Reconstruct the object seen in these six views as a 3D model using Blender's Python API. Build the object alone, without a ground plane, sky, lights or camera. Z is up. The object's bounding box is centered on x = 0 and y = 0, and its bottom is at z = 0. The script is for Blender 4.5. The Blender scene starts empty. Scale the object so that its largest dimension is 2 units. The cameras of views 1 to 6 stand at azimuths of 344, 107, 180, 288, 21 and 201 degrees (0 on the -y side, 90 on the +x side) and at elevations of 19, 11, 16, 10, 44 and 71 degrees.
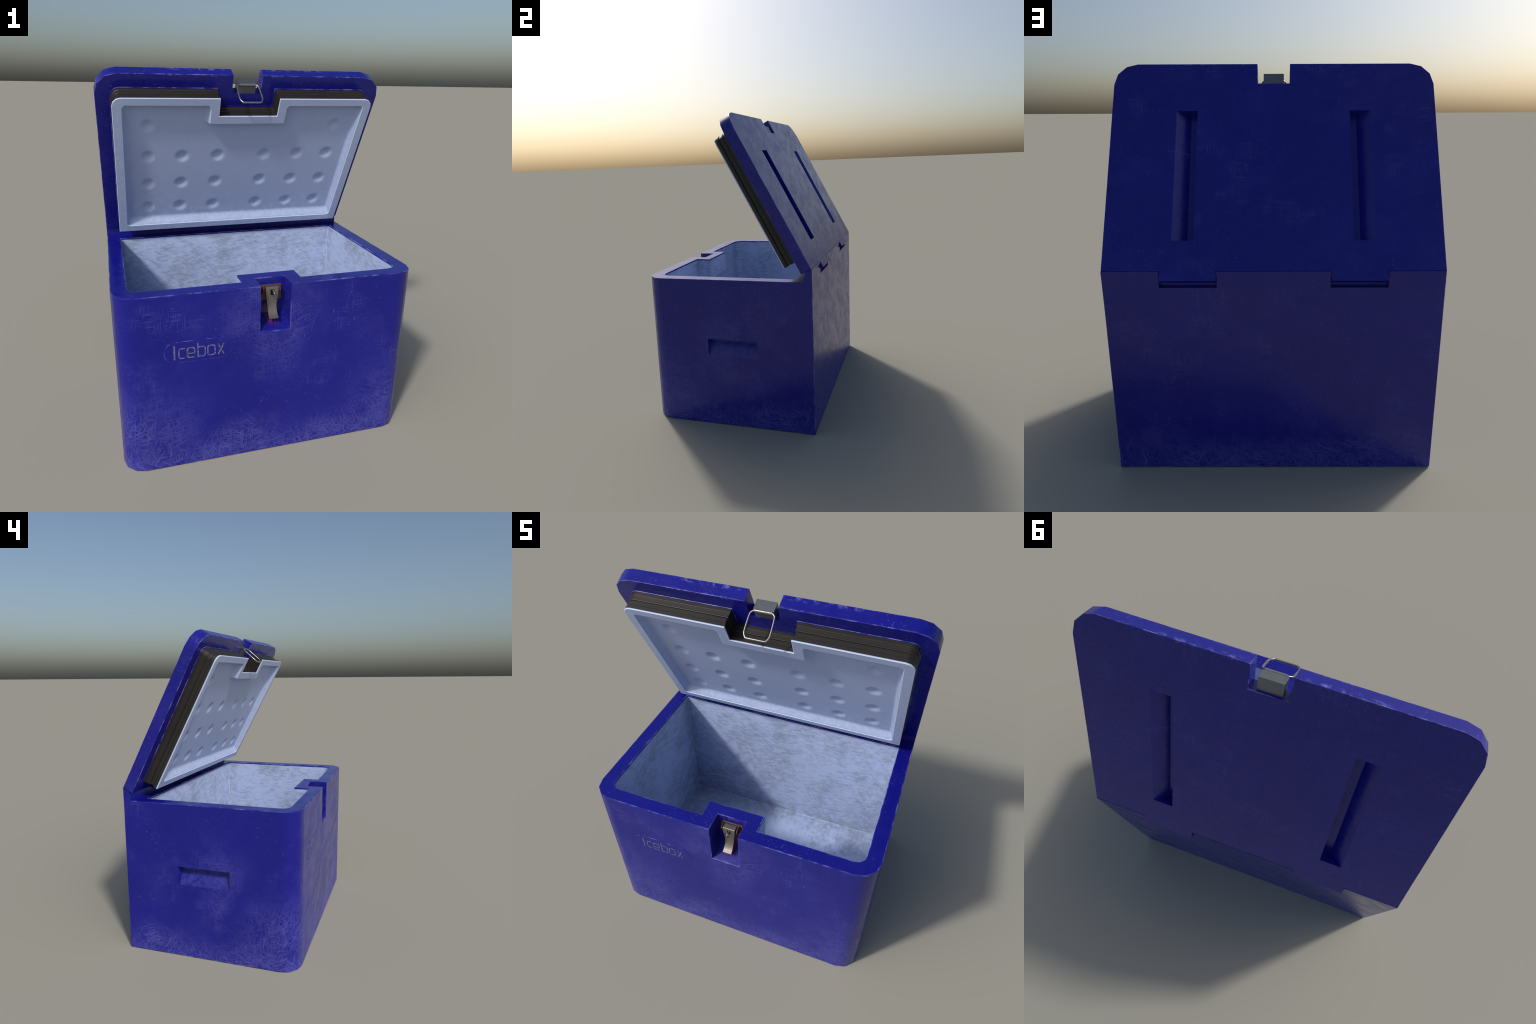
"""Open blue plastic ice chest: moulded body, tilted lid with gasket and dimpled
liner, toggle latch in a front recess and a wire loop on the lid clasp."""
import bpy, bmesh, math
from mathutils import Matrix, Vector

# ------------------------------------------------------------------ sizes (m)
HALF_W = 0.798            # half width of body and lid
FRONT, BACK = -0.566, 0.548
RIM = 0.9825              # top of the body rim
STRIP_TOP = 1.0615        # hinge strip along the back
FLOOR = 0.110             # inner floor
IN_X, IN_FRONT, IN_BACK = 0.718, -0.488, 0.422
TAB_X, TAB_Y = 0.158, -0.384          # latch housing standing into the cavity
REC_X, REC_BACK = 0.080, -0.453       # latch recess
HINGE = Vector((0.0, 0.548, 1.0585))  # lid pivot line
LID_LEN, LID_T = 1.0655, 0.0705
LID_COS, LID_SIN = -0.4674, 0.8841    # direction of the lid in (y, z)

# ------------------------------------------------------------------ mesh help
def link(name, mesh, parent=None, mat=None):
    ob = bpy.data.objects.new(name, mesh)
    bpy.context.scene.collection.objects.link(ob)
    if parent:
        ob.parent = parent
    for m in (mat if isinstance(mat, (list, tuple)) else [mat]):
        if m:
            ob.data.materials.append(m)
    return ob

def mesh_from(verts, faces, name="part"):
    me = bpy.data.meshes.new(name)
    me.from_pydata(verts, [], faces)
    bm = bmesh.new(); bm.from_mesh(me)
    bmesh.ops.remove_doubles(bm, verts=bm.verts, dist=1e-6)
    bmesh.ops.recalc_face_normals(bm, faces=bm.faces)
    bm.to_mesh(me); bm.free()
    return me

def prism(poly, a, b, plane="xy"):
    """Extrude a 2D polygon from a to b along the axis normal to its plane."""
    def P(p, h):
        if plane == "xy": return (p[0], p[1], h)
        if plane == "xz": return (p[0], h, p[1])
        return (h, p[0], p[1])                      # yz
    n = len(poly)
    v = [P(p, a) for p in poly] + [P(p, b) for p in poly]
    f = [list(range(n)), list(range(n, 2 * n))]
    f += [[i, (i + 1) % n, n + (i + 1) % n, n + i] for i in range(n)]
    return mesh_from(v, f)

def box(x0, x1, y0, y1, z0, z1):
    return prism([(x0, y0), (x1, y0), (x1, y1), (x0, y1)], z0, z1)

def arc(cx, cy, r, a0, a1, seg=3):
    return [(cx + r * math.cos(math.radians(a0 + (a1 - a0) * i / seg)),
             cy + r * math.sin(math.radians(a0 + (a1 - a0) * i / seg))) for i in range(seg + 1)]

def offset(poly, d):
    """Mitre offset of a counter-clockwise polygon, outward for d > 0."""
    out = []
    n = len(poly)
    for i in range(n):
        p0, p1, p2 = (Vector(poly[(i + k - 1) % n]) for k in range(3))
        e1, e2 = (p1 - p0).normalized(), (p2 - p1).normalized()
        n1, n2 = Vector((e1.y, -e1.x)), Vector((e2.y, -e2.x))
        m = (n1 + n2) / max(1e-6, 1 + n1.dot(n2))
        q = p1 + m * d
        out.append((q.x, q.y))
    return out

def boolean(base, cutters, op="DIFFERENCE", self_cross=False):
    ob = bpy.data.objects.new("tmp", base)
    bpy.context.scene.collection.objects.link(ob)
    tmp = [ob]
    for c in cutters:
        co = bpy.data.objects.new("tmp_cut", c)
        bpy.context.scene.collection.objects.link(co)
        m = ob.modifiers.new("b", "BOOLEAN")
        m.operation, m.solver, m.object, m.use_self = op, "EXACT", co, self_cross
        tmp.append(co)
    dg = bpy.context.evaluated_depsgraph_get()
    me = bpy.data.meshes.new_from_object(ob.evaluated_get(dg))
    for t in tmp:
        d = t.data
        bpy.data.objects.remove(t)
        bpy.data.meshes.remove(d)
    return me

def bevel(me, width, seg=2, min_angle=40, mat=0, both=False, keep=None):
    """Round the convex hard edges; bevelled strips take material slot `mat`."""
    bm = bmesh.new(); bm.from_mesh(me)
    bmesh.ops.remove_doubles(bm, verts=bm.verts, dist=2e-5)
    bmesh.ops.dissolve_limit(bm, angle_limit=math.radians(1), verts=bm.verts, edges=bm.edges)
    bmesh.ops.recalc_face_normals(bm, faces=bm.faces)
    es = [e for e in bm.edges if len(e.link_faces) == 2
          and e.calc_face_angle(0) > math.radians(min_angle)
          and (both or e.calc_face_angle_signed(0) > 0)
          and (keep is None or keep(e))]
    bmesh.ops.bevel(bm, geom=es, offset=width, offset_type="OFFSET", segments=seg, profile=0.6,
                    affect="EDGES", clamp_overlap=True, material=mat)
    bm.to_mesh(me); bm.free()
    return me

def finish(ob, angle=38, weighted=True):
    me = ob.data
    for p in me.polygons:
        p.use_smooth = True
    me.set_sharp_from_angle(angle=math.radians(angle))
    if weighted:
        m = ob.modifiers.new("normals", "WEIGHTED_NORMAL")
        m.keep_sharp, m.weight = True, 80
    return ob

def tube(path, r, sides=10, closed=False):
    """Sweep a circle along a polyline of 3D points."""
    pts = [Vector(p) for p in path]
    n = len(pts)
    v, f = [], []
    up = None
    for i, p in enumerate(pts):
        a = pts[(i - 1) % n] if (closed or i > 0) else p
        b = pts[(i + 1) % n] if (closed or i < n - 1) else p
        t = (b - a).normalized()
        if up is None:
            up = t.orthogonal().normalized()
        up = (up - t * up.dot(t)).normalized()
        s = t.cross(up)
        for k in range(sides):
            w = 2 * math.pi * k / sides
            v.append(p + (up * math.cos(w) + s * math.sin(w)) * r)
    for i in range(n if closed else n - 1):
        for k in range(sides):
            j, l = (i + 1) % n, (k + 1) % sides
            f.append([i * sides + k, i * sides + l, j * sides + l, j * sides + k])
    if not closed:
        f.append(list(range(sides)))
        f.append(list(range((n - 1) * sides, n * sides)))
    return mesh_from(v, f)

def smooth_path(pts, per=6):
    """Catmull-Rom through control points."""
    P = [Vector(p) for p in pts]
    P = [P[0] * 2 - P[1]] + P + [P[-1] * 2 - P[-2]]
    out = []
    for i in range(1, len(P) - 2):
        a, b, c, d = P[i - 1:i + 3]
        for k in range(per):
            t = k / per
            out.append(0.5 * ((2 * b) + (c - a) * t + (2 * a - 5 * b + 4 * c - d) * t * t
                              + (3 * b - a - 3 * c + d) * t ** 3))
    out.append(P[-2])
    return out

# ------------------------------------------------------------------ materials
class Nodes:
    def __init__(self, name):
        self.mat = bpy.data.materials.new(name)
        self.mat.use_nodes = True
        self.t = self.mat.node_tree
        self.bsdf = self.t.nodes["Principled BSDF"]
        self.co = self.t.nodes.new("ShaderNodeTexCoord").outputs["Object"]
        s = self.t.nodes.new("ShaderNodeSeparateXYZ")
        self.put(s.inputs[0], self.co)
        self.x, self.y, self.z = s.outputs

    def put(self, sock, val):
        if isinstance(val, bpy.types.NodeSocket):
            self.t.links.new(val, sock)
        else:
            sock.default_value = val

    def math(self, op, a, b=0.0, c=0.0, clamp=False):
        n = self.t.nodes.new("ShaderNodeMath")
        n.operation, n.use_clamp = op, clamp
        for i, v in enumerate((a, b, c)):
            self.put(n.inputs[i], v)
        return n.outputs[0]

    def add(self, a, b): return self.math("ADD", a, b)
    def sub(self, a, b): return self.math("SUBTRACT", a, b)
    def mul(self, a, b): return self.math("MULTIPLY", a, b)
    def max(self, a, b): return self.math("MAXIMUM", a, b)
    def absolute(self, a): return self.math("ABSOLUTE", a)

    def ramp(self, v, lo, hi, a=0.0, b=1.0, smooth=True):
        n = self.t.nodes.new("ShaderNodeMapRange")
        n.interpolation_type = "SMOOTHSTEP" if smooth else "LINEAR"
        self.put(n.inputs["Value"], v)
        for k, val in (("From Min", lo), ("From Max", hi), ("To Min", a), ("To Max", b)):
            n.inputs[k].default_value = val
        return n.outputs[0]

    def mapped(self, rot=(0, 0, 0), scale=(1, 1, 1), loc=(0, 0, 0)):
        # rotate first, then stretch along the turned axes
        m = self.t.nodes.new("ShaderNodeMapping")
        m.inputs["Rotation"].default_value = [math.radians(a) for a in rot]
        m.inputs["Location"].default_value = loc
        self.put(m.inputs["Vector"], self.co)
        k = self.t.nodes.new("ShaderNodeMapping")
        k.inputs["Scale"].default_value = scale
        self.put(k.inputs["Vector"], m.outputs[0])
        return k.outputs[0]

    def noise(self, scale, detail=3.0, rough=0.55, vec=None, dist=0.0):
        n = self.t.nodes.new("ShaderNodeTexNoise")
        self.put(n.inputs["Vector"], vec if vec is not None else self.co)
        n.inputs["Scale"].default_value = scale
        n.inputs["Detail"].default_value = detail
        n.inputs["Roughness"].default_value = rough
        n.inputs["Distortion"].default_value = dist
        return n.outputs["Fac"]

    def flat(self, kind):
        """Unrolled surface coordinates: round the walls, and up them."""
        c = self.t.nodes.new("ShaderNodeCombineXYZ")
        if kind == "body":
            side = self.math("SIGN", self.x)
            self.put(c.inputs[0], self.add(self.x, self.mul(self.sub(self.y, FRONT), side)))
            self.put(c.inputs[1], self.z)
        else:
            self.put(c.inputs[0], self.add(self.x, self.z)); self.put(c.inputs[1], self.y)
        return c.outputs[0]

    def scratch(self, vec, angle, along, across, lo, hi, loc=(0, 0, 0), dist=0.5):
        """Streaks of a given direction on the unrolled surface."""
        m = self.t.nodes.new("ShaderNodeMapping")
        m.inputs["Rotation"].default_value = (0, 0, math.radians(-angle))
        m.inputs["Location"].default_value = loc
        self.put(m.inputs["Vector"], vec)
        k = self.t.nodes.new("ShaderNodeMapping")
        k.inputs["Scale"].default_value = (along, across, 1)
        self.put(k.inputs["Vector"], m.outputs[0])
        n = self.t.nodes.new("ShaderNodeTexNoise")
        n.noise_dimensions = "2D"
        self.put(n.inputs["Vector"], k.outputs[0])
        n.inputs["Scale"].default_value = 1.0
        n.inputs["Detail"].default_value = 1.0
        n.inputs["Distortion"].default_value = dist
        return self.ramp(n.outputs["Fac"], lo, hi)

    def near(self, cx, cy, cz, r0, r1, fold=True):
        """1 inside r0 of a point, fading to 0 at r1 (mirrored in x)."""
        x = self.absolute(self.x) if fold else self.x
        s = None
        for a, b in ((x, cx), (self.y, cy), (self.z, cz)):
            d = self.sub(a, b); d = self.mul(d, d)
            s = d if s is None else self.add(s, d)
        return self.ramp(self.math("SQRT", s), r0, r1, 1.0, 0.0)

    def mix(self, f, a, b):
        n = self.t.nodes.new("ShaderNodeMix")
        n.data_type = "RGBA"
        self.put(n.inputs[0], f)
        self.put(n.inputs[6], a if isinstance(a, bpy.types.NodeSocket) else (*a, 1))
        self.put(n.inputs[7], b if isinstance(b, bpy.types.NodeSocket) else (*b, 1))
        return n.outputs[2]

    def bump(self, h, strength, dist=0.002):
        n = self.t.nodes.new("ShaderNodeBump")
        n.inputs["Strength"].default_value = strength
        n.inputs["Distance"].default_value = dist
        self.put(n.inputs["Height"], h)
        self.put(self.bsdf.inputs["Normal"], n.outputs[0])

    def set(self, color=None, rough=None, metal=None, spec=None):
        for k, v in (("Base Color", color), ("Roughness", rough), ("Metallic", metal),
                     ("Specular IOR Level", spec)):
            if v is not None:
                if k == "Base Color" and not isinstance(v, bpy.types.NodeSocket):
                    v = (*v, 1)
                self.put(self.bsdf.inputs[k], v)
        return self.mat

BLUE = (0.0062, 0.0068, 0.215)
SCUFF = (0.088, 0.092, 0.40)
PALE = (0.30, 0.33, 0.72)

def scuffs(n, vec):
    """Criss-cross of fine scratches in several directions, each in its own patches, 0..1."""
    s = None
    for i, (ang, along, across) in enumerate(((14, 12, 280), (-17, 11, 240), (38, 14, 300), (-48, 13, 260),
                                              (72, 12, 280), (97, 14, 300), (-75, 12, 260), (3, 10, 300))):
        line = n.scratch(vec, ang, along, across, 0.585, 0.70, (1.7 * i, 2.3 * i, 0))
        patch = n.ramp(n.noise(7.0, 2, 0.5, n.mapped(loc=(3.1 * i, 1.3 * i, 0.7 * i))), 0.40, 0.60)
        line = n.mul(line, patch)
        s = line if s is None else n.max(s, line)
    # fewer, broader strokes with soft ends
    for i, (ang, along, across) in enumerate(((24, 8, 120), (-28, 7, 105), (60, 8, 115), (-62, 8, 120), (84, 7, 130), (6, 6, 120))):
        line = n.scratch(vec, ang, along, across, 0.61, 0.72, (5.7 * i, 1.9 * i, 4))
        patch = n.ramp(n.noise(5.0, 2, 0.5, n.mapped(loc=(2.1 * i, 4.3 * i, 1.7 * i))), 0.40, 0.58)
        s = n.max(s, n.mul(line, patch))
    return s

def straight_scratches(n, vec):
    """Sparse fine horizontal and vertical hairlines."""
    h = n.scratch(vec, 1, 9, 300, 0.60, 0.70, (2, 2, 2), 0.0)
    v = n.scratch(vec, 90, 9, 300, 0.60, 0.70, (4, 6, 2), 0.0)
    return n.max(h, v)

def blue_plastic(name, kind):
    n = Nodes(name)
    patch = n.noise(3.1, 4, 0.6)
    vec = n.flat(kind)
    if kind == "body":
        w = n.ramp(n.add(n.z, n.mul(n.sub(patch, 0.5), 0.55)), 0.0, 0.27, 1.0, 0.0)
        w = n.max(w, n.mul(n.mul(n.near(0.0, -0.54, 0.82, 0.11, 0.36), n.ramp(patch, 0.34, 0.60, 0.35, 1.0)), 0.9))
        w = n.max(w, n.mul(n.mul(n.near(0.796, 0.02, 0.46, 0.12, 0.42), n.ramp(n.noise(4.0, 3, 0.6, n.mapped(loc=(9, 2, 5))), 0.40, 0.62)), 0.62))
        w = n.max(w, n.mul(n.near(0.76, -0.53, 0.10, 0.10, 0.50), 0.9))
    else:
        w = n.mul(n.ramp(n.y, 1.040, 1.064, 1.0, 0.0), 0.06)
    w = n.add(w, n.ramp(patch, 0.50, 0.72, 0.0, 0.14))
    w = n.math("MINIMUM", w, 1.0)
    s = n.mul(scuffs(n, vec), w)
    haze = n.mul(n.mul(n.ramp(n.noise(14, 6, 0.75), 0.44, 0.70), w), 0.07)
    s = n.max(s, haze)
    hair = n.mul(straight_scratches(n, vec), n.ramp(n.noise(4.2, 2, 0.5, n.mapped(loc=(5, 5, 1))), 0.54, 0.70, 0.0, 0.50))
    s = n.max(s, hair)
    if kind == "body":
        # rim top and latch recess are rubbed less
        s = n.mul(s, n.ramp(n.z, RIM - 0.004, RIM - 0.001, 1.0, 0.06))
        sunk = n.mul(n.ramp(n.absolute(n.x), 0.078, 0.084, 1.0, 0.0), n.ramp(n.y, FRONT + 0.002, FRONT + 0.010))
        sunk = n.mul(sunk, n.ramp(n.y, -0.45, -0.44, 1.0, 0.0))
        s = n.mul(s, n.sub(1.0, n.mul(sunk, 0.8)))
        # palms polish the sloping floor of the handle pockets
        pocket = n.mul(n.ramp(n.absolute(n.x), HALF_W - 0.007, HALF_W - 0.001, 1.0, 0.0), n.ramp(n.absolute(n.sub(n.y, 0.02)), 0.16, 0.17, 1.0, 0.0))
        pocket = n.mul(pocket, n.mul(n.ramp(n.absolute(n.x), 0.735, 0.745), n.ramp(n.noise(30, 5, 0.7), 0.34, 0.66, 0.05, 0.50)))
        s = n.max(s, n.mul(pocket, n.ramp(n.absolute(n.sub(n.z, 0.52)), 0.07, 0.08, 1.0, 0.0)))
    else:
        s = n.mul(s, n.ramp(n.y, 1.056, 1.063, 1.0, 0.0))
    chips = n.mul(n.ramp(n.noise(95, 2, 0.5), 0.64, 0.72), n.ramp(n.noise(6.5, 2, 0.5, n.mapped(loc=(1, 8, 3))), 0.46, 0.64))
    s = n.max(s, n.mul(chips, 0.9))
    nicks = n.mul(n.ramp(n.noise(46, 3, 0.6, n.mapped(loc=(4, 4, 9))), 0.655, 0.72), n.ramp(n.noise(3.4, 2, 0.5, n.mapped(loc=(6, 0, 3))), 0.45, 0.62))
    s = n.max(s, n.mul(nicks, 0.6))
    tone = n.mix(n.ramp(n.noise(1.7, 3), 0.35, 0.65), BLUE, tuple(c * 1.12 for c in BLUE))
    pits = n.ramp(n.noise(150, 1, 0.4, n.mapped(loc=(2, 5, 7))), 0.70, 0.80, 0.0, 0.35)
    tone = n.mix(pits, tone, tuple(c * 0.6 for c in BLUE))
    col = n.mix(n.mul(s, 0.76), tone, SCUFF)
    if kind == "lid":
        # paint rubbed off along the free edge
        band = n.mul(n.ramp(n.y, 1.052, 1.0655), n.max(n.ramp(n.z, 0.004, 0.030, 1.0, 0.0), n.ramp(n.z, 0.058, 0.069)))
        rub = n.mul(n.ramp(n.noise(38, 4, 0.7), 0.50, 0.64), n.ramp(n.noise(4, 2, 0.5, n.mapped(loc=(7, 1, 1))), 0.42, 0.60))
        col = n.mix(n.mul(n.mul(band, rub), 0.75), col, (0.19, 0.20, 0.55))
    if kind == "body":
        # rust washed down below the latch
        inside = n.mul(n.ramp(n.absolute(n.x), 0.030, 0.050, 1.0, 0.0), n.ramp(n.y, -0.560, -0.535))
        inside = n.mul(inside, n.mul(n.ramp(n.z, 0.735, 0.775), n.ramp(n.z, 0.86, 0.93, 1.0, 0.0)))
        inside = n.mul(inside, n.ramp(n.y, -0.45, -0.44, 1.0, 0.0))
        runs = n.ramp(n.noise(1.0, 2, 0.5, n.mapped(scale=(70, 5, 5))), 0.46, 0.66)
        col = n.mix(n.mul(n.mul(inside, runs), 0.9), col, (0.17, 0.035, 0.025))
    rough = n.add(n.ramp(n.noise(1.0, 5, 0.7, n.mapped((15, 20, 30), (4, 11, 11))), 0.3, 0.7, 0.16, 0.33), n.mul(s, 0.2))
    return n.set(col, rough, 0.0, 0.44)

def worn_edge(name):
    n = Nodes(name)
    m = n.ramp(n.noise(16, 4, 0.65), 0.44, 0.62)
    m = n.mul(m, n.ramp(n.noise(3.0, 2), 0.36, 0.60, 0.25, 1.0))
    col = n.mix(m, (0.012, 0.012, 0.25), (0.16, 0.17, 0.52))
    return n.set(col, 0.42, 0.0, 0.5)

CHEST_LINER = ((0.430, 0.525, 0.775), (0.275, 0.340, 0.475))

def chest_liner():
    n = Nodes("scuffed_pale_plastic")
    a = n.noise(5.0, 6, 0.68, n.mapped(scale=(1.0, 1.0, 0.9)))
    b = n.noise(1.0, 4, 0.6, n.mapped((0, 8, 0), (15, 15, 75)))
    c = n.noise(1.0, 4, 0.6, n.mapped((0, -35, 0), (22, 22, 90), (3, 3, 1)))
    f = n.add(n.mul(a, 0.38), n.add(n.mul(b, 0.34), n.mul(c, 0.28)))
    f = n.ramp(f, 0.38, 0.56)
    grime_and_creases = n.mul(n.ramp(n.noise(2.6, 5, 0.65, n.mapped(loc=(4, 1, 0))), 0.52, 0.70),
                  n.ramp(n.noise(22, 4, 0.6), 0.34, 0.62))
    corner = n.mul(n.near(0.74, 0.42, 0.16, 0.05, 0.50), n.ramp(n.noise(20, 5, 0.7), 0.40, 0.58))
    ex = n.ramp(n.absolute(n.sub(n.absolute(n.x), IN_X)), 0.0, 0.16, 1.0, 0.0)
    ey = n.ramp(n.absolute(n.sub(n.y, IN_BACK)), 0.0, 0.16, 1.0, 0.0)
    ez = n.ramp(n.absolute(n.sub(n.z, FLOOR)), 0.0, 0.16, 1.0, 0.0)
    seams = n.max(n.mul(ex, ey), n.max(n.mul(ex, ez), n.mul(ey, ez)))  # darker tone towards the lines where walls and floor meet
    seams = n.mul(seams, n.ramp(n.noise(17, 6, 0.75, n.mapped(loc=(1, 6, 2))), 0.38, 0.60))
    grime_and_creases = n.max(grime_and_creases, n.max(n.mul(corner, 1.2), n.mul(seams, 1.0)))
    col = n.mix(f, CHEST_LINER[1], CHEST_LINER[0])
    col = n.mix(n.mul(grime_and_creases, 0.50), col, (0.17, 0.195, 0.25))
    # pale line coloured along the folded corners of the tub
    lx = n.ramp(n.absolute(n.sub(n.absolute(n.x), IN_X - 0.0015)), 0.002, 0.005, 1.0, 0.0)
    ly = n.ramp(n.absolute(n.sub(n.y, IN_BACK - 0.0015)), 0.002, 0.005, 1.0, 0.0)
    lz = n.ramp(n.absolute(n.sub(n.z, FLOOR)), 0.002, 0.005, 1.0, 0.0)
    edge = n.max(n.mul(lx, ly), n.max(n.mul(lx, lz), n.mul(ly, lz)))
    col = n.mix(n.mul(edge, n.ramp(n.noise(9, 3), 0.35, 0.55, 0.1, 0.55)), col, (0.60, 0.65, 0.78))
    spots = n.mul(n.ramp(n.noise(75, 1, 0.4), 0.72, 0.78), 0.6)
    col = n.mix(spots, col, (0.62, 0.68, 0.92))
    n.bump(n.add(b, c), 0.10, 0.002)
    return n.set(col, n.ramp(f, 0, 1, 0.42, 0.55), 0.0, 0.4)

def lid_liner_mat():
    n = Nodes("pale_moulded_plastic")
    f = n.ramp(n.noise(34, 5, 0.7), 0.40, 0.66)
    low = n.ramp(n.add(n.y, n.mul(n.sub(n.noise(4, 3), 0.5), 0.25)), 0.12, 0.40, 0.75, 0.10)
    rimx = n.ramp(n.absolute(n.x), 0.60, 0.67, 0.0, 0.45)
    amount = n.mul(f, n.max(low, rimx))
    col = n.mix(amount, (0.370, 0.455, 0.690), (0.47, 0.57, 0.83))
    dirt = n.mul(n.ramp(n.noise(48, 4, 0.65, n.mapped(loc=(2, 3, 1))), 0.50, 0.68), n.ramp(n.noise(3.0, 3), 0.42, 0.62))
    col = n.mix(n.mul(dirt, 0.22), col, (0.26, 0.31, 0.42))
    return n.set(col, 0.45, 0.0, 0.4)

def rubber():
    n = Nodes("dark_rubber")
    f = n.noise(1.0, 4, 0.6, n.mapped(scale=(2, 3, 3)))
    col = n.mix(n.ramp(f, 0.35, 0.65), (0.0180, 0.0166, 0.0145), (0.0220, 0.0202, 0.0175))
    return n.set(col, 0.42, 0.0, 0.45)

def steel(name, base, rust, amount, scale=40, rough=0.38, metal=0.85):
    n = Nodes(name)
    m = n.ramp(n.noise(scale, 5, 0.65), 0.66 - amount * 0.45, 0.78 - amount * 0.3)
    b = n.mix(n.noise(18, 3), tuple(c * 0.85 for c in base), tuple(c * 1.1 for c in base))
    col = n.mix(m, b, rust)
    n.bump(n.noise(90, 3), 0.15, 0.001)
    return n.set(col, n.ramp(m, 0, 1, rough, 0.75), n.ramp(m, 0, 1, metal, 0.1), 0.5)

def letter_paint():
    n = Nodes("worn_pale_paint")
    f = n.ramp(n.noise(95, 3, 0.6), 0.40, 0.56)
    return n.set(n.mix(f, (0.03, 0.03, 0.24), (0.155, 0.16, 0.26)), 0.55)

M_BODY, M_LID, M_EDGE = blue_plastic("scuffed_blue_plastic", "body"), blue_plastic("blue_lid_plastic", "lid"), worn_edge("worn_blue_edge")
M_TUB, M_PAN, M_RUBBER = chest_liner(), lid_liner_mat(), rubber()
M_STEEL = steel("dull_steel", (0.20, 0.215, 0.235), (0.16, 0.075, 0.045), 0.05, 14, 0.40, 0.8)
M_WIRE = steel("polished_wire", (0.40, 0.38, 0.355), (0.17, 0.085, 0.055), 0.14, 26, 0.32, 0.95)
M_STRAP = steel("worn_latch_steel", (0.235, 0.215, 0.190), (0.17, 0.085, 0.058), 0.18, 22, 0.42, 0.7)
M_RUST = steel("rusty_steel", (0.16, 0.095, 0.065), (0.15, 0.065, 0.038), 0.45, 30, 0.55, 0.5)
M_PAINT = letter_paint()
M_PAN_EDGE = Nodes("pale_edge_highlight").set((0.56, 0.66, 0.92), 0.4, 0.0, 0.5)  # bevel highlight of the liner frame, painted as a paler colour

# ------------------------------------------------------------------ root
root = bpy.data.objects.new("ice_chest", None)
bpy.context.scene.collection.objects.link(root)
root["label"] = "open blue plastic ice chest with tilted lid and metal latch"
root["category"] = "ice chest"

# ------------------------------------------------------------------ body
R = 0.112
outer = [(HALF_W, BACK), (-HALF_W, BACK)]
outer += arc(-HALF_W + R, FRONT + R, R, 180, 270)
outer += arc(HALF_W - R, FRONT + R, R, 270, 360)
strip = [(0.497, 0.90), (BACK, 0.90), (BACK, STRIP_TOP - 0.001), (0.537, STRIP_TOP), (0.523, 1.054),
         (0.510, 1.043), (0.502, 1.028), (0.498, 1.005)]
r = 0.055
cavity = [(IN_X, IN_BACK), (-IN_X, IN_BACK)]
cavity += arc(-IN_X + r, IN_FRONT + r, r, 180, 270)
cavity += arc(IN_X - r, IN_FRONT + r, r, 270, 360)

housing = [(TAB_Y, 0.832), (TAB_Y, RIM), (IN_FRONT - 0.03, RIM), (IN_FRONT - 0.03, 0.690), (IN_FRONT, 0.715)]
shell = boolean(prism(outer, 0.0, RIM), [prism(strip, -HALF_W, HALF_W, "yz")], "UNION")
shell = boolean(shell, [prism(cavity, FLOOR - 0.02, RIM + 0.2)])
shell = boolean(shell, [prism(housing, -TAB_X, TAB_X, "yz")], "UNION")
recess = [(FRONT - 0.05, 0.704), (REC_BACK, 0.784), (REC_BACK, RIM + 0.05), (FRONT - 0.05, RIM + 0.05)]
cut = [prism(recess, -REC_X, REC_X, "yz")]
for s in (-1, 1):
    grip = [(s * (HALF_W + 0.020), 0.4370), (s * (HALF_W - 0.054), 0.548),
            (s * (HALF_W - 0.054), 0.5895), (s * (HALF_W + 0.020), 0.5895)]
    cut.append(prism(grip, -0.147, 0.188, "xz"))
    cut.append(box(s * 0.264, s * 0.533, 0.522, 0.60, 0.9815, 1.20))
    cut.append(box(s * 0.264, s * 0.533, 0.45, 0.60, 1.018, 1.20))
shell = boolean(shell, cut)
def on_outside(e):
    m = (e.verts[0].co + e.verts[1].co) / 2
    in_cavity = abs(m.x) < IN_X + 0.002 and IN_FRONT - 0.002 < m.y < IN_BACK + 0.002 and m.z < RIM - 0.002
    return not in_cavity and not (m.y > 0.44 and m.z > 0.97) and not (abs(m.x) > 0.73 and abs(m.y) < 0.25 and 0.3 < m.z < 0.7)
bevel(shell, 0.0045, 2, 40, mat=1, keep=on_outside)
body = finish(link("body", shell, root, [M_BODY, M_EDGE]))

# pale tub lining the cavity
tub = boolean(prism(offset(cavity, 0.006), FLOOR - 0.012, RIM - 0.010),
              [prism(offset(cavity, -0.0015), FLOOR, RIM + 0.1)])
sheath = [(TAB_Y + 0.0015, 0.8305), (TAB_Y + 0.0015, RIM - 0.010), (IN_FRONT - 0.004, RIM - 0.010), (IN_FRONT - 0.004, 0.711)]
tub = boolean(tub, [prism(sheath, -TAB_X - 0.0015, TAB_X + 0.0015, "yz")], "UNION")
hollow = [(TAB_Y - 0.002, 0.835), (TAB_Y - 0.002, RIM + 0.05), (-0.60, RIM + 0.05), (-0.60, 0.640)]
tub = boolean(tub, [prism(hollow, -TAB_X + 0.002, TAB_X - 0.002, "yz")])
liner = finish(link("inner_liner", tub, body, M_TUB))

# ------------------------------------------------------------------ badge and lettering
def capsule(cx, cz, hw, hh, seg=8):
    return arc(cx + hw - hh, cz, hh, -90, 90, seg) + arc(cx - hw + hh, cz, hh, 90, 270, seg)

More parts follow.
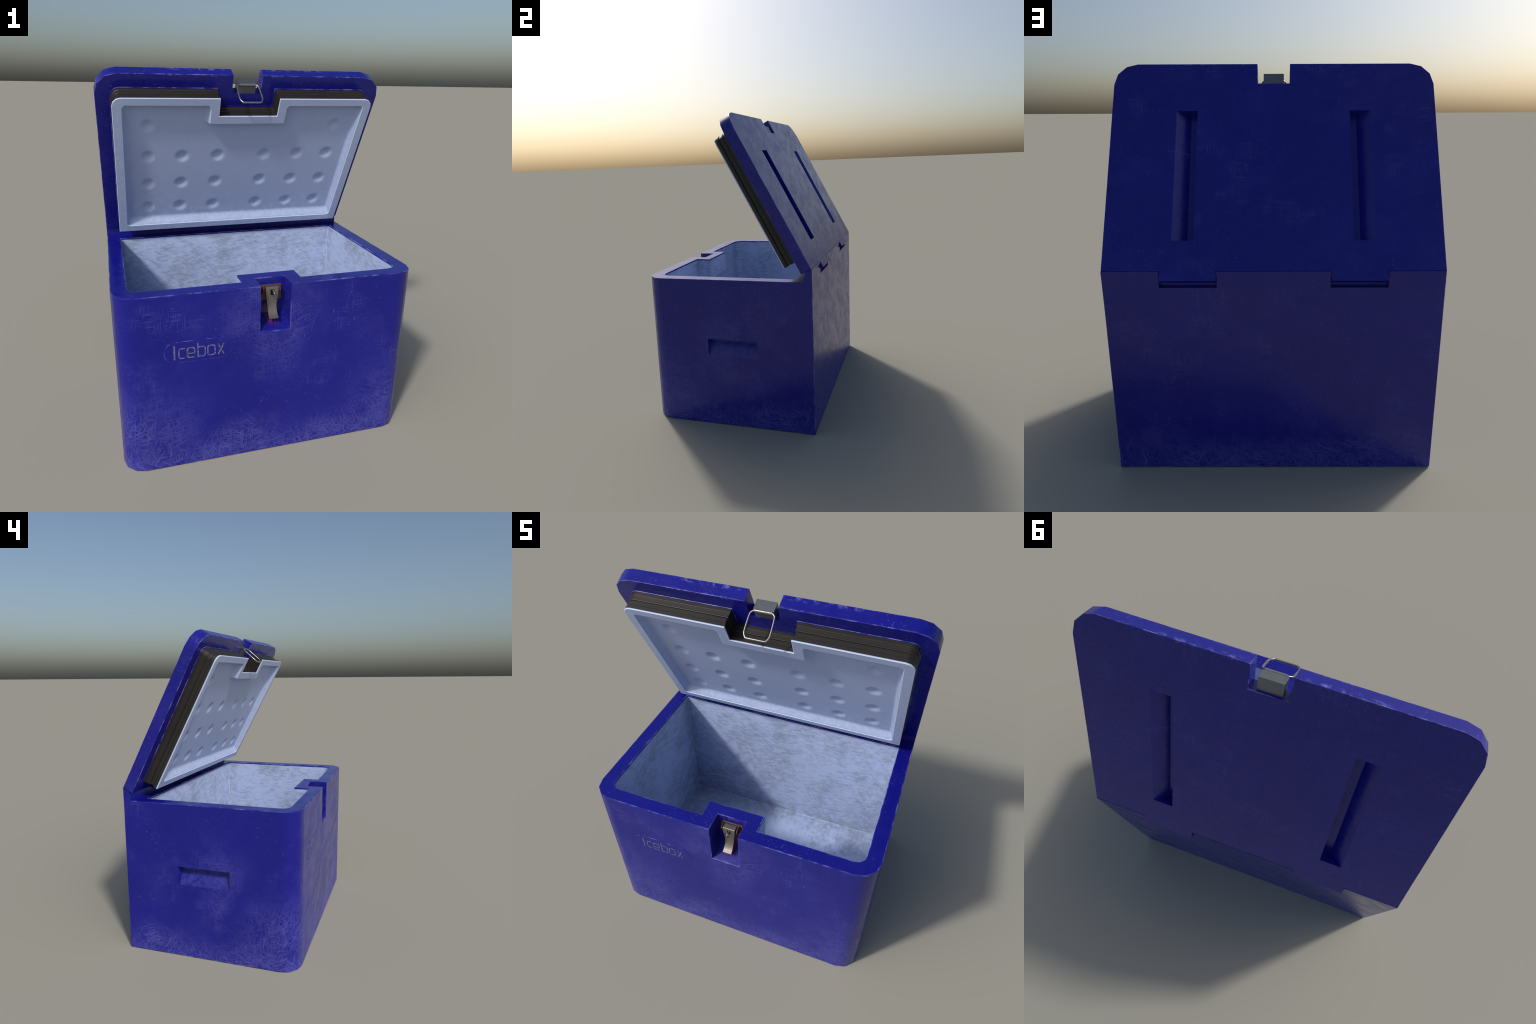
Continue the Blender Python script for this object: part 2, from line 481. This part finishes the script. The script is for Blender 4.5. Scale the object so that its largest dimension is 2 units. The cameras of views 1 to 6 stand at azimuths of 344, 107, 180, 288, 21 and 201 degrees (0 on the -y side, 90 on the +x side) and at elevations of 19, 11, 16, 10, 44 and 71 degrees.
pill = bevel(prism(capsule(-0.398, 0.6755, 0.172, 0.0575), FRONT - 0.0020, FRONT + 0.004, "xz"), 0.0018, 2, 40, mat=1)
badge = finish(link("badge", pill, body, [M_BODY, M_EDGE]))

def stroke(points, w=0.0066, closed=False, lift=0.0):
    """Flat raised line of constant width through 2D points."""
    P = [Vector(p) for p in points]
    n = len(P)
    L, Rr = [], []
    for i, p in enumerate(P):
        a = P[(i - 1) % n] if (closed or i > 0) else None
        b = P[(i + 1) % n] if (closed or i < n - 1) else None
        e1 = (p - a).normalized() if a is not None else (b - p).normalized()
        e2 = (b - p).normalized() if b is not None else e1
        n1, n2 = Vector((-e1.y, e1.x)), Vector((-e2.y, e2.x))
        m = (n1 + n2) / max(0.3, 1 + n1.dot(n2)) * (w / 2)
        L.append(p + m); Rr.append(p - m)
    y0, y1 = FRONT - 0.0030 - lift, FRONT - 0.0005 - lift
    v, f = [], []
    for a, b in zip(L, Rr):
        v += [(a.x, y0, a.y), (b.x, y0, b.y), (b.x, y1, b.y), (a.x, y1, a.y)]
    for i in range(n if closed else n - 1):
        j = (i + 1) % n
        f += [[i * 4 + k, i * 4 + (k + 1) % 4, j * 4 + (k + 1) % 4, j * 4 + k] for k in range(4)]
    if not closed:
        f += [[0, 1, 2, 3], [(n - 1) * 4 + k for k in range(4)]]
    return v, f

def letter(strokes):
    V, F = [], []
    for v, f in strokes:
        o = len(V)
        V += v
        F += [[o + i for i in q] for q in f]
    ob = link("letter", mesh_from(V, F, "letter"), body, M_PAINT)
    return ob

base, xh, cap = 0.6415, 0.6945, 0.7175
def bowl(x0, x1, z0=base, z1=xh, c=0.011):
    """Rounded rectangle corners for a squared round letter, from lower left, anticlockwise."""
    return (arc(x0 + c, z0 + c, c, 180, 270, 4), arc(x1 - c, z0 + c, c, 270, 360, 4),
            arc(x1 - c, z1 - c, c, 0, 90, 4), arc(x0 + c, z1 - c, c, 90, 180, 4))
letter([stroke([(-0.519, base - 0.004), (-0.519, cap)], 0.0085)])
ll, lr, ur, ul = bowl(-0.497, -0.468)
letter([stroke([(-0.466, xh)] + ul[0:] + ll + [(-0.466, base)])])
ll, lr, ur, ul = bowl(-0.455, -0.419)
letter([stroke([(-0.455, 0.664), (-0.419, 0.664)] + ur + ul + ll + [(-0.421, base)])])
ll, lr, ur, ul = bowl(-0.402, -0.366)
letter([stroke([(-0.402, cap), (-0.402, base), (-0.385, base)] + lr + ur + [(-0.399, xh)])])
ll, lr, ur, ul = bowl(-0.353, -0.316)
letter([stroke(ll + lr + ur + ul, closed=True)])
letter([stroke([(-0.301, xh + 0.003), (-0.271, base - 0.003)]), stroke([(-0.271, xh + 0.003), (-0.301, base - 0.003)], lift=0.0004)])

# ------------------------------------------------------------------ lid (own frame: x, y = along lid, z = inward)
LID_M = Matrix.Translation(HINGE) @ Matrix(((1, 0, 0, 0), (0, LID_COS, -LID_SIN, 0), (0, LID_SIN, LID_COS, 0), (0, 0, 0, 1)))
RL = 0.113
lid_outline = [(-HALF_W, 0.0045), (HALF_W, 0.0045)]
lid_outline += arc(HALF_W - RL, LID_LEN - RL, RL, 0, 90)
lid_outline += [(0.0815, LID_LEN), (0.079, 0.9575), (-0.079, 0.9575), (-0.0815, LID_LEN)]
lid_outline += arc(-HALF_W + RL, LID_LEN - RL, RL, 90, 180)

# gasket outline with its notch round the clasp
GX, G0, G1, NX, NU = 0.718, 0.080, 0.986, 0.165, 0.882
rg = 0.045
gasket_outline = [(-GX, G0), (GX, G0)] + arc(GX - rg, G1 - rg, rg, 0, 90)
gasket_outline += [(NX, G1), (NX, NU), (-NX, NU), (-NX, G1)] + arc(-GX + rg, G1 - rg, rg, 90, 180)

lid_mesh = boolean(prism(lid_outline, 0.0, LID_T),
                   [box(s * 0.267, s * 0.529, -0.042, 0.06, 0.0, LID_T) for s in (-1, 1)]
                   + [prism(offset(gasket_outline, 0.006), LID_T - 0.02, LID_T + 0.003)], "UNION")
grips = []
for s in (-1, 1):
    g = [(s * 0.375, -0.02), (s * 0.375, 0.053), (s * 0.413, 0.053), (s * 0.478, 0.0), (s * 0.497, -0.02)]
    grips.append(prism(g, 0.149, 0.808, "xz"))
lid_mesh = boolean(lid_mesh, grips)
def lid_rim(e):
    m = (e.verts[0].co + e.verts[1].co) / 2
    if abs(m.x) < 0.09 and m.y < 0.962 and m.z > 0.03:
        return False
    return m.y > 0.02 and not (0.36 < abs(m.x) < 0.51 and 0.10 < m.y < 0.85 and m.z < 0.055)
bevel(lid_mesh, 0.0035, 2, 40, mat=1, keep=lid_rim)
lid = finish(link("lid", lid_mesh, root, [M_LID, M_EDGE]))
lid.matrix_world = LID_M

# ribbed gasket: rings stacked through its side profile (depth, outward offset)
profile = [(0.066, 0.001), (0.088, 0.001), (0.0905, 0.0025), (0.093, 0.0), (0.113, -0.001), (0.116, 0.0015), (0.119, 0.0005),
           (0.1215, -0.0055), (0.143, -0.0055), (0.1475, 0.001), (0.169, 0.001), (0.169, -0.03)]
gv, gf = [], []
n = len(gasket_outline)
for d, o in profile:
    gv += [(x, y, d) for x, y in offset(gasket_outline, o)]
for i in range(len(profile) - 1):
    gf += [[i * n + k, i * n + (k + 1) % n, (i + 1) * n + (k + 1) % n, (i + 1) * n + k] for k in range(n)]
me = bpy.data.meshes.new("gasket")
me.from_pydata(gv, [], gf)
gasket = finish(link("gasket", bevel(me, 0.0008, 1, 40), lid, M_RUBBER))

# pale liner: flat rim frame and a dished, dimpled pan
FACE = 0.1755
PX, P0, P1, QX, QU = 0.671, 0.123, 0.946, 0.212, 0.837
c = 0.014
inner = ([(-PX + c, P0), (PX - c, P0), (PX, P0 + c), (PX, P1 - c), (PX - c, P1), (QX + c, P1), (QX, P1 - c), (QX, QU),
          (-QX, QU), (-QX, P1 - c), (-QX - c, P1), (-PX + c, P1), (-PX, P1 - c), (-PX, P0 + c)])
frame = boolean(prism(offset(gasket_outline, 0.0015), 0.167, FACE), [prism(inner, 0.10, 0.20)])
bevel(frame, 0.003, 3, 40, mat=1)
lid_liner = finish(link("lid_liner", frame, lid, [M_PAN, M_PAN_EDGE]))

DIMPLES = [(s * x, u) for s in (-1, 1) for x, us in ((0.541, (0.804, 0.605, 0.413, 0.237)),
                                                     (0.346, (0.605, 0.415, 0.237)), (0.140, (0.606, 0.417, 0.236))) for u in us]
PAN_D, SLOPE = 0.037, 0.024
def ticks(stops, step):
    out = []
    for a, b in zip(stops, stops[1:]):
        k = max(1, round((b - a) / step))
        out += [a + (b - a) * i / k for i in range(k)]
    return out + [stops[-1]]
e = 0.004
def smin(a, b, k=0.012):
    h = max(k - abs(a - b), 0.0) / k
    return min(a, b) - h * h * k * 0.25
def pan_depth(x, u):
    d = smin(smin(PX - abs(x), (u - P0) * 0.52), P1 - u)   # the lower slope is the longer one
    d = smin(d, math.hypot(max(abs(x) - QX, 0.0), max(QU - u, 0.0)))
    t = min(max(d / SLOPE, 0.0), 1.0)
    h = PAN_D * (1.30 * t if t < 0.6 else 1 - 0.22 * ((1 - t) / 0.4) ** 2.36)
    for a, b in DIMPLES:
        q = math.hypot(x - a, u - b) / 0.046
        if q < 1:
            h += 0.0138 * (1 - q * q) ** 2
    return FACE - 0.0035 - h
xs = ticks([-PX - e, -QX + e, QX - e, PX + e], 0.0055)
us = ticks([P0 - e, QU + e, P1 + e], 0.0055)
idx, pv, pf = {}, [], []
for j, u in enumerate(us):
    for i, x in enumerate(xs):
        if abs(x) < QX - e - 1e-6 and u > QU + e + 1e-6:
            continue
        idx[i, j] = len(pv)
        pv.append((x, u, pan_depth(x, u)))
for j in range(len(us) - 1):
    for i in range(len(xs) - 1):
        k = [(i, j), (i + 1, j), (i + 1, j + 1), (i, j + 1)]
        if all(q in idx for q in k):
            pf.append([idx[q] for q in k])
me = bpy.data.meshes.new("dimpled_panel")
me.from_pydata(pv, [], pf)
pan = link("dimpled_panel", me, lid, M_PAN)
for p in me.polygons:
    p.use_smooth = True

# clasp block, its rolled sleeve and the wire loop
clasp = finish(link("clasp", bevel(box(-0.051, 0.051, 0.9545, 1.017, 0.0115, 0.066), 0.0012, 2, 40), lid, M_STEEL))
sleeve = finish(link("clasp_sleeve", tube([(-0.044, 1.0125, 0.0715), (0.044, 1.0125, 0.0715)], 0.0078, 16), lid, M_WIRE), weighted=False)
side = [(0.040, 1.0125, 0.0725), (0.0475, 1.0125, 0.0735), (0.0545, 1.0110, 0.0790), (0.0605, 1.0080, 0.0900), (0.0630, 0.9970, 0.1400),
        (0.0630, 0.9905, 0.1700), (0.0600, 0.9870, 0.1850), (0.0510, 0.9835, 0.1995), (0.0420, 0.9828, 0.2025)]
side = smooth_path(side, 4)
loop = side + [Vector((-p.x, p.y, p.z)) for p in reversed(side)]
wire = finish(link("wire_loop", tube(loop, 0.0047, 12, closed=True), lid, M_WIRE), angle=80, weighted=False)

# ------------------------------------------------------------------ latch in the front recess
plate = box(-0.063, 0.063, REC_BACK - 0.005, REC_BACK + 0.002, 0.858, 0.943)
ears = []
for s in (-1, 1):
    ear = [(REC_BACK, 0.943), (REC_BACK, 0.890), (-0.478, 0.900), (-0.499, 0.922), (-0.499, 0.934), (-0.480, 0.943)]
    ears.append(prism(ear, s * 0.0415, s * 0.0465, "yz"))
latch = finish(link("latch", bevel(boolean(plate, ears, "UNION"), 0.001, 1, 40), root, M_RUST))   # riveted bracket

# strap: swept in the (y, z) plane, narrowing to a waist and flaring out
spine = [(-0.468, 0.9435, 0.034), (-0.484, 0.9445, 0.034), (-0.496, 0.9440, 0.034), (-0.5005, 0.9395, 0.034), (-0.5010, 0.925, 0.0335),
         (-0.5010, 0.905, 0.0325), (-0.4995, 0.885, 0.0295), (-0.4985, 0.862, 0.0260), (-0.5010, 0.840, 0.0243),
         (-0.5095, 0.818, 0.0238), (-0.5240, 0.800, 0.0240), (-0.5420, 0.7880, 0.0245)]
sp = smooth_path([(a, b, w) for a, b, w in spine], 4)
sv, sf = [], []
T = 0.0045
for i, p in enumerate(sp):
    a, b = sp[max(i - 1, 0)], sp[min(i + 1, len(sp) - 1)]
    t = Vector((b.x - a.x, b.y - a.y)).normalized()
    nx, nz = t.y, -t.x                       # towards the back
    sv += [(-p.z, p.x, p.y), (p.z, p.x, p.y), (p.z, p.x - nx * T, p.y - nz * T), (-p.z, p.x - nx * T, p.y - nz * T)]
for i in range(len(sp) - 1):
    sf += [[i * 4 + k, i * 4 + (k + 1) % 4, i * 4 + 4 + (k + 1) % 4, i * 4 + 4 + k] for k in range(4)]
sf += [[0, 1, 2, 3], [len(sv) - 4 + k for k in range(4)]]
strap_mesh = boolean(mesh_from(sv, sf), [box(-0.0095, 0.0095, -0.53, -0.488, 0.899, 0.932)], self_cross=True)
strap = finish(link("strap", strap_mesh, latch, M_STRAP))
hook_path = [(0.002, -0.470, 0.925), (0.002, -0.500, 0.9275), (0.002, -0.519, 0.9265), (0.002, -0.528, 0.918), (0.002, -0.525, 0.906), (0.002, -0.512, 0.8985)]
hook = finish(link("hook", tube(smooth_path(hook_path, 5), 0.0035, 10), latch, M_WIRE), angle=80, weighted=False)
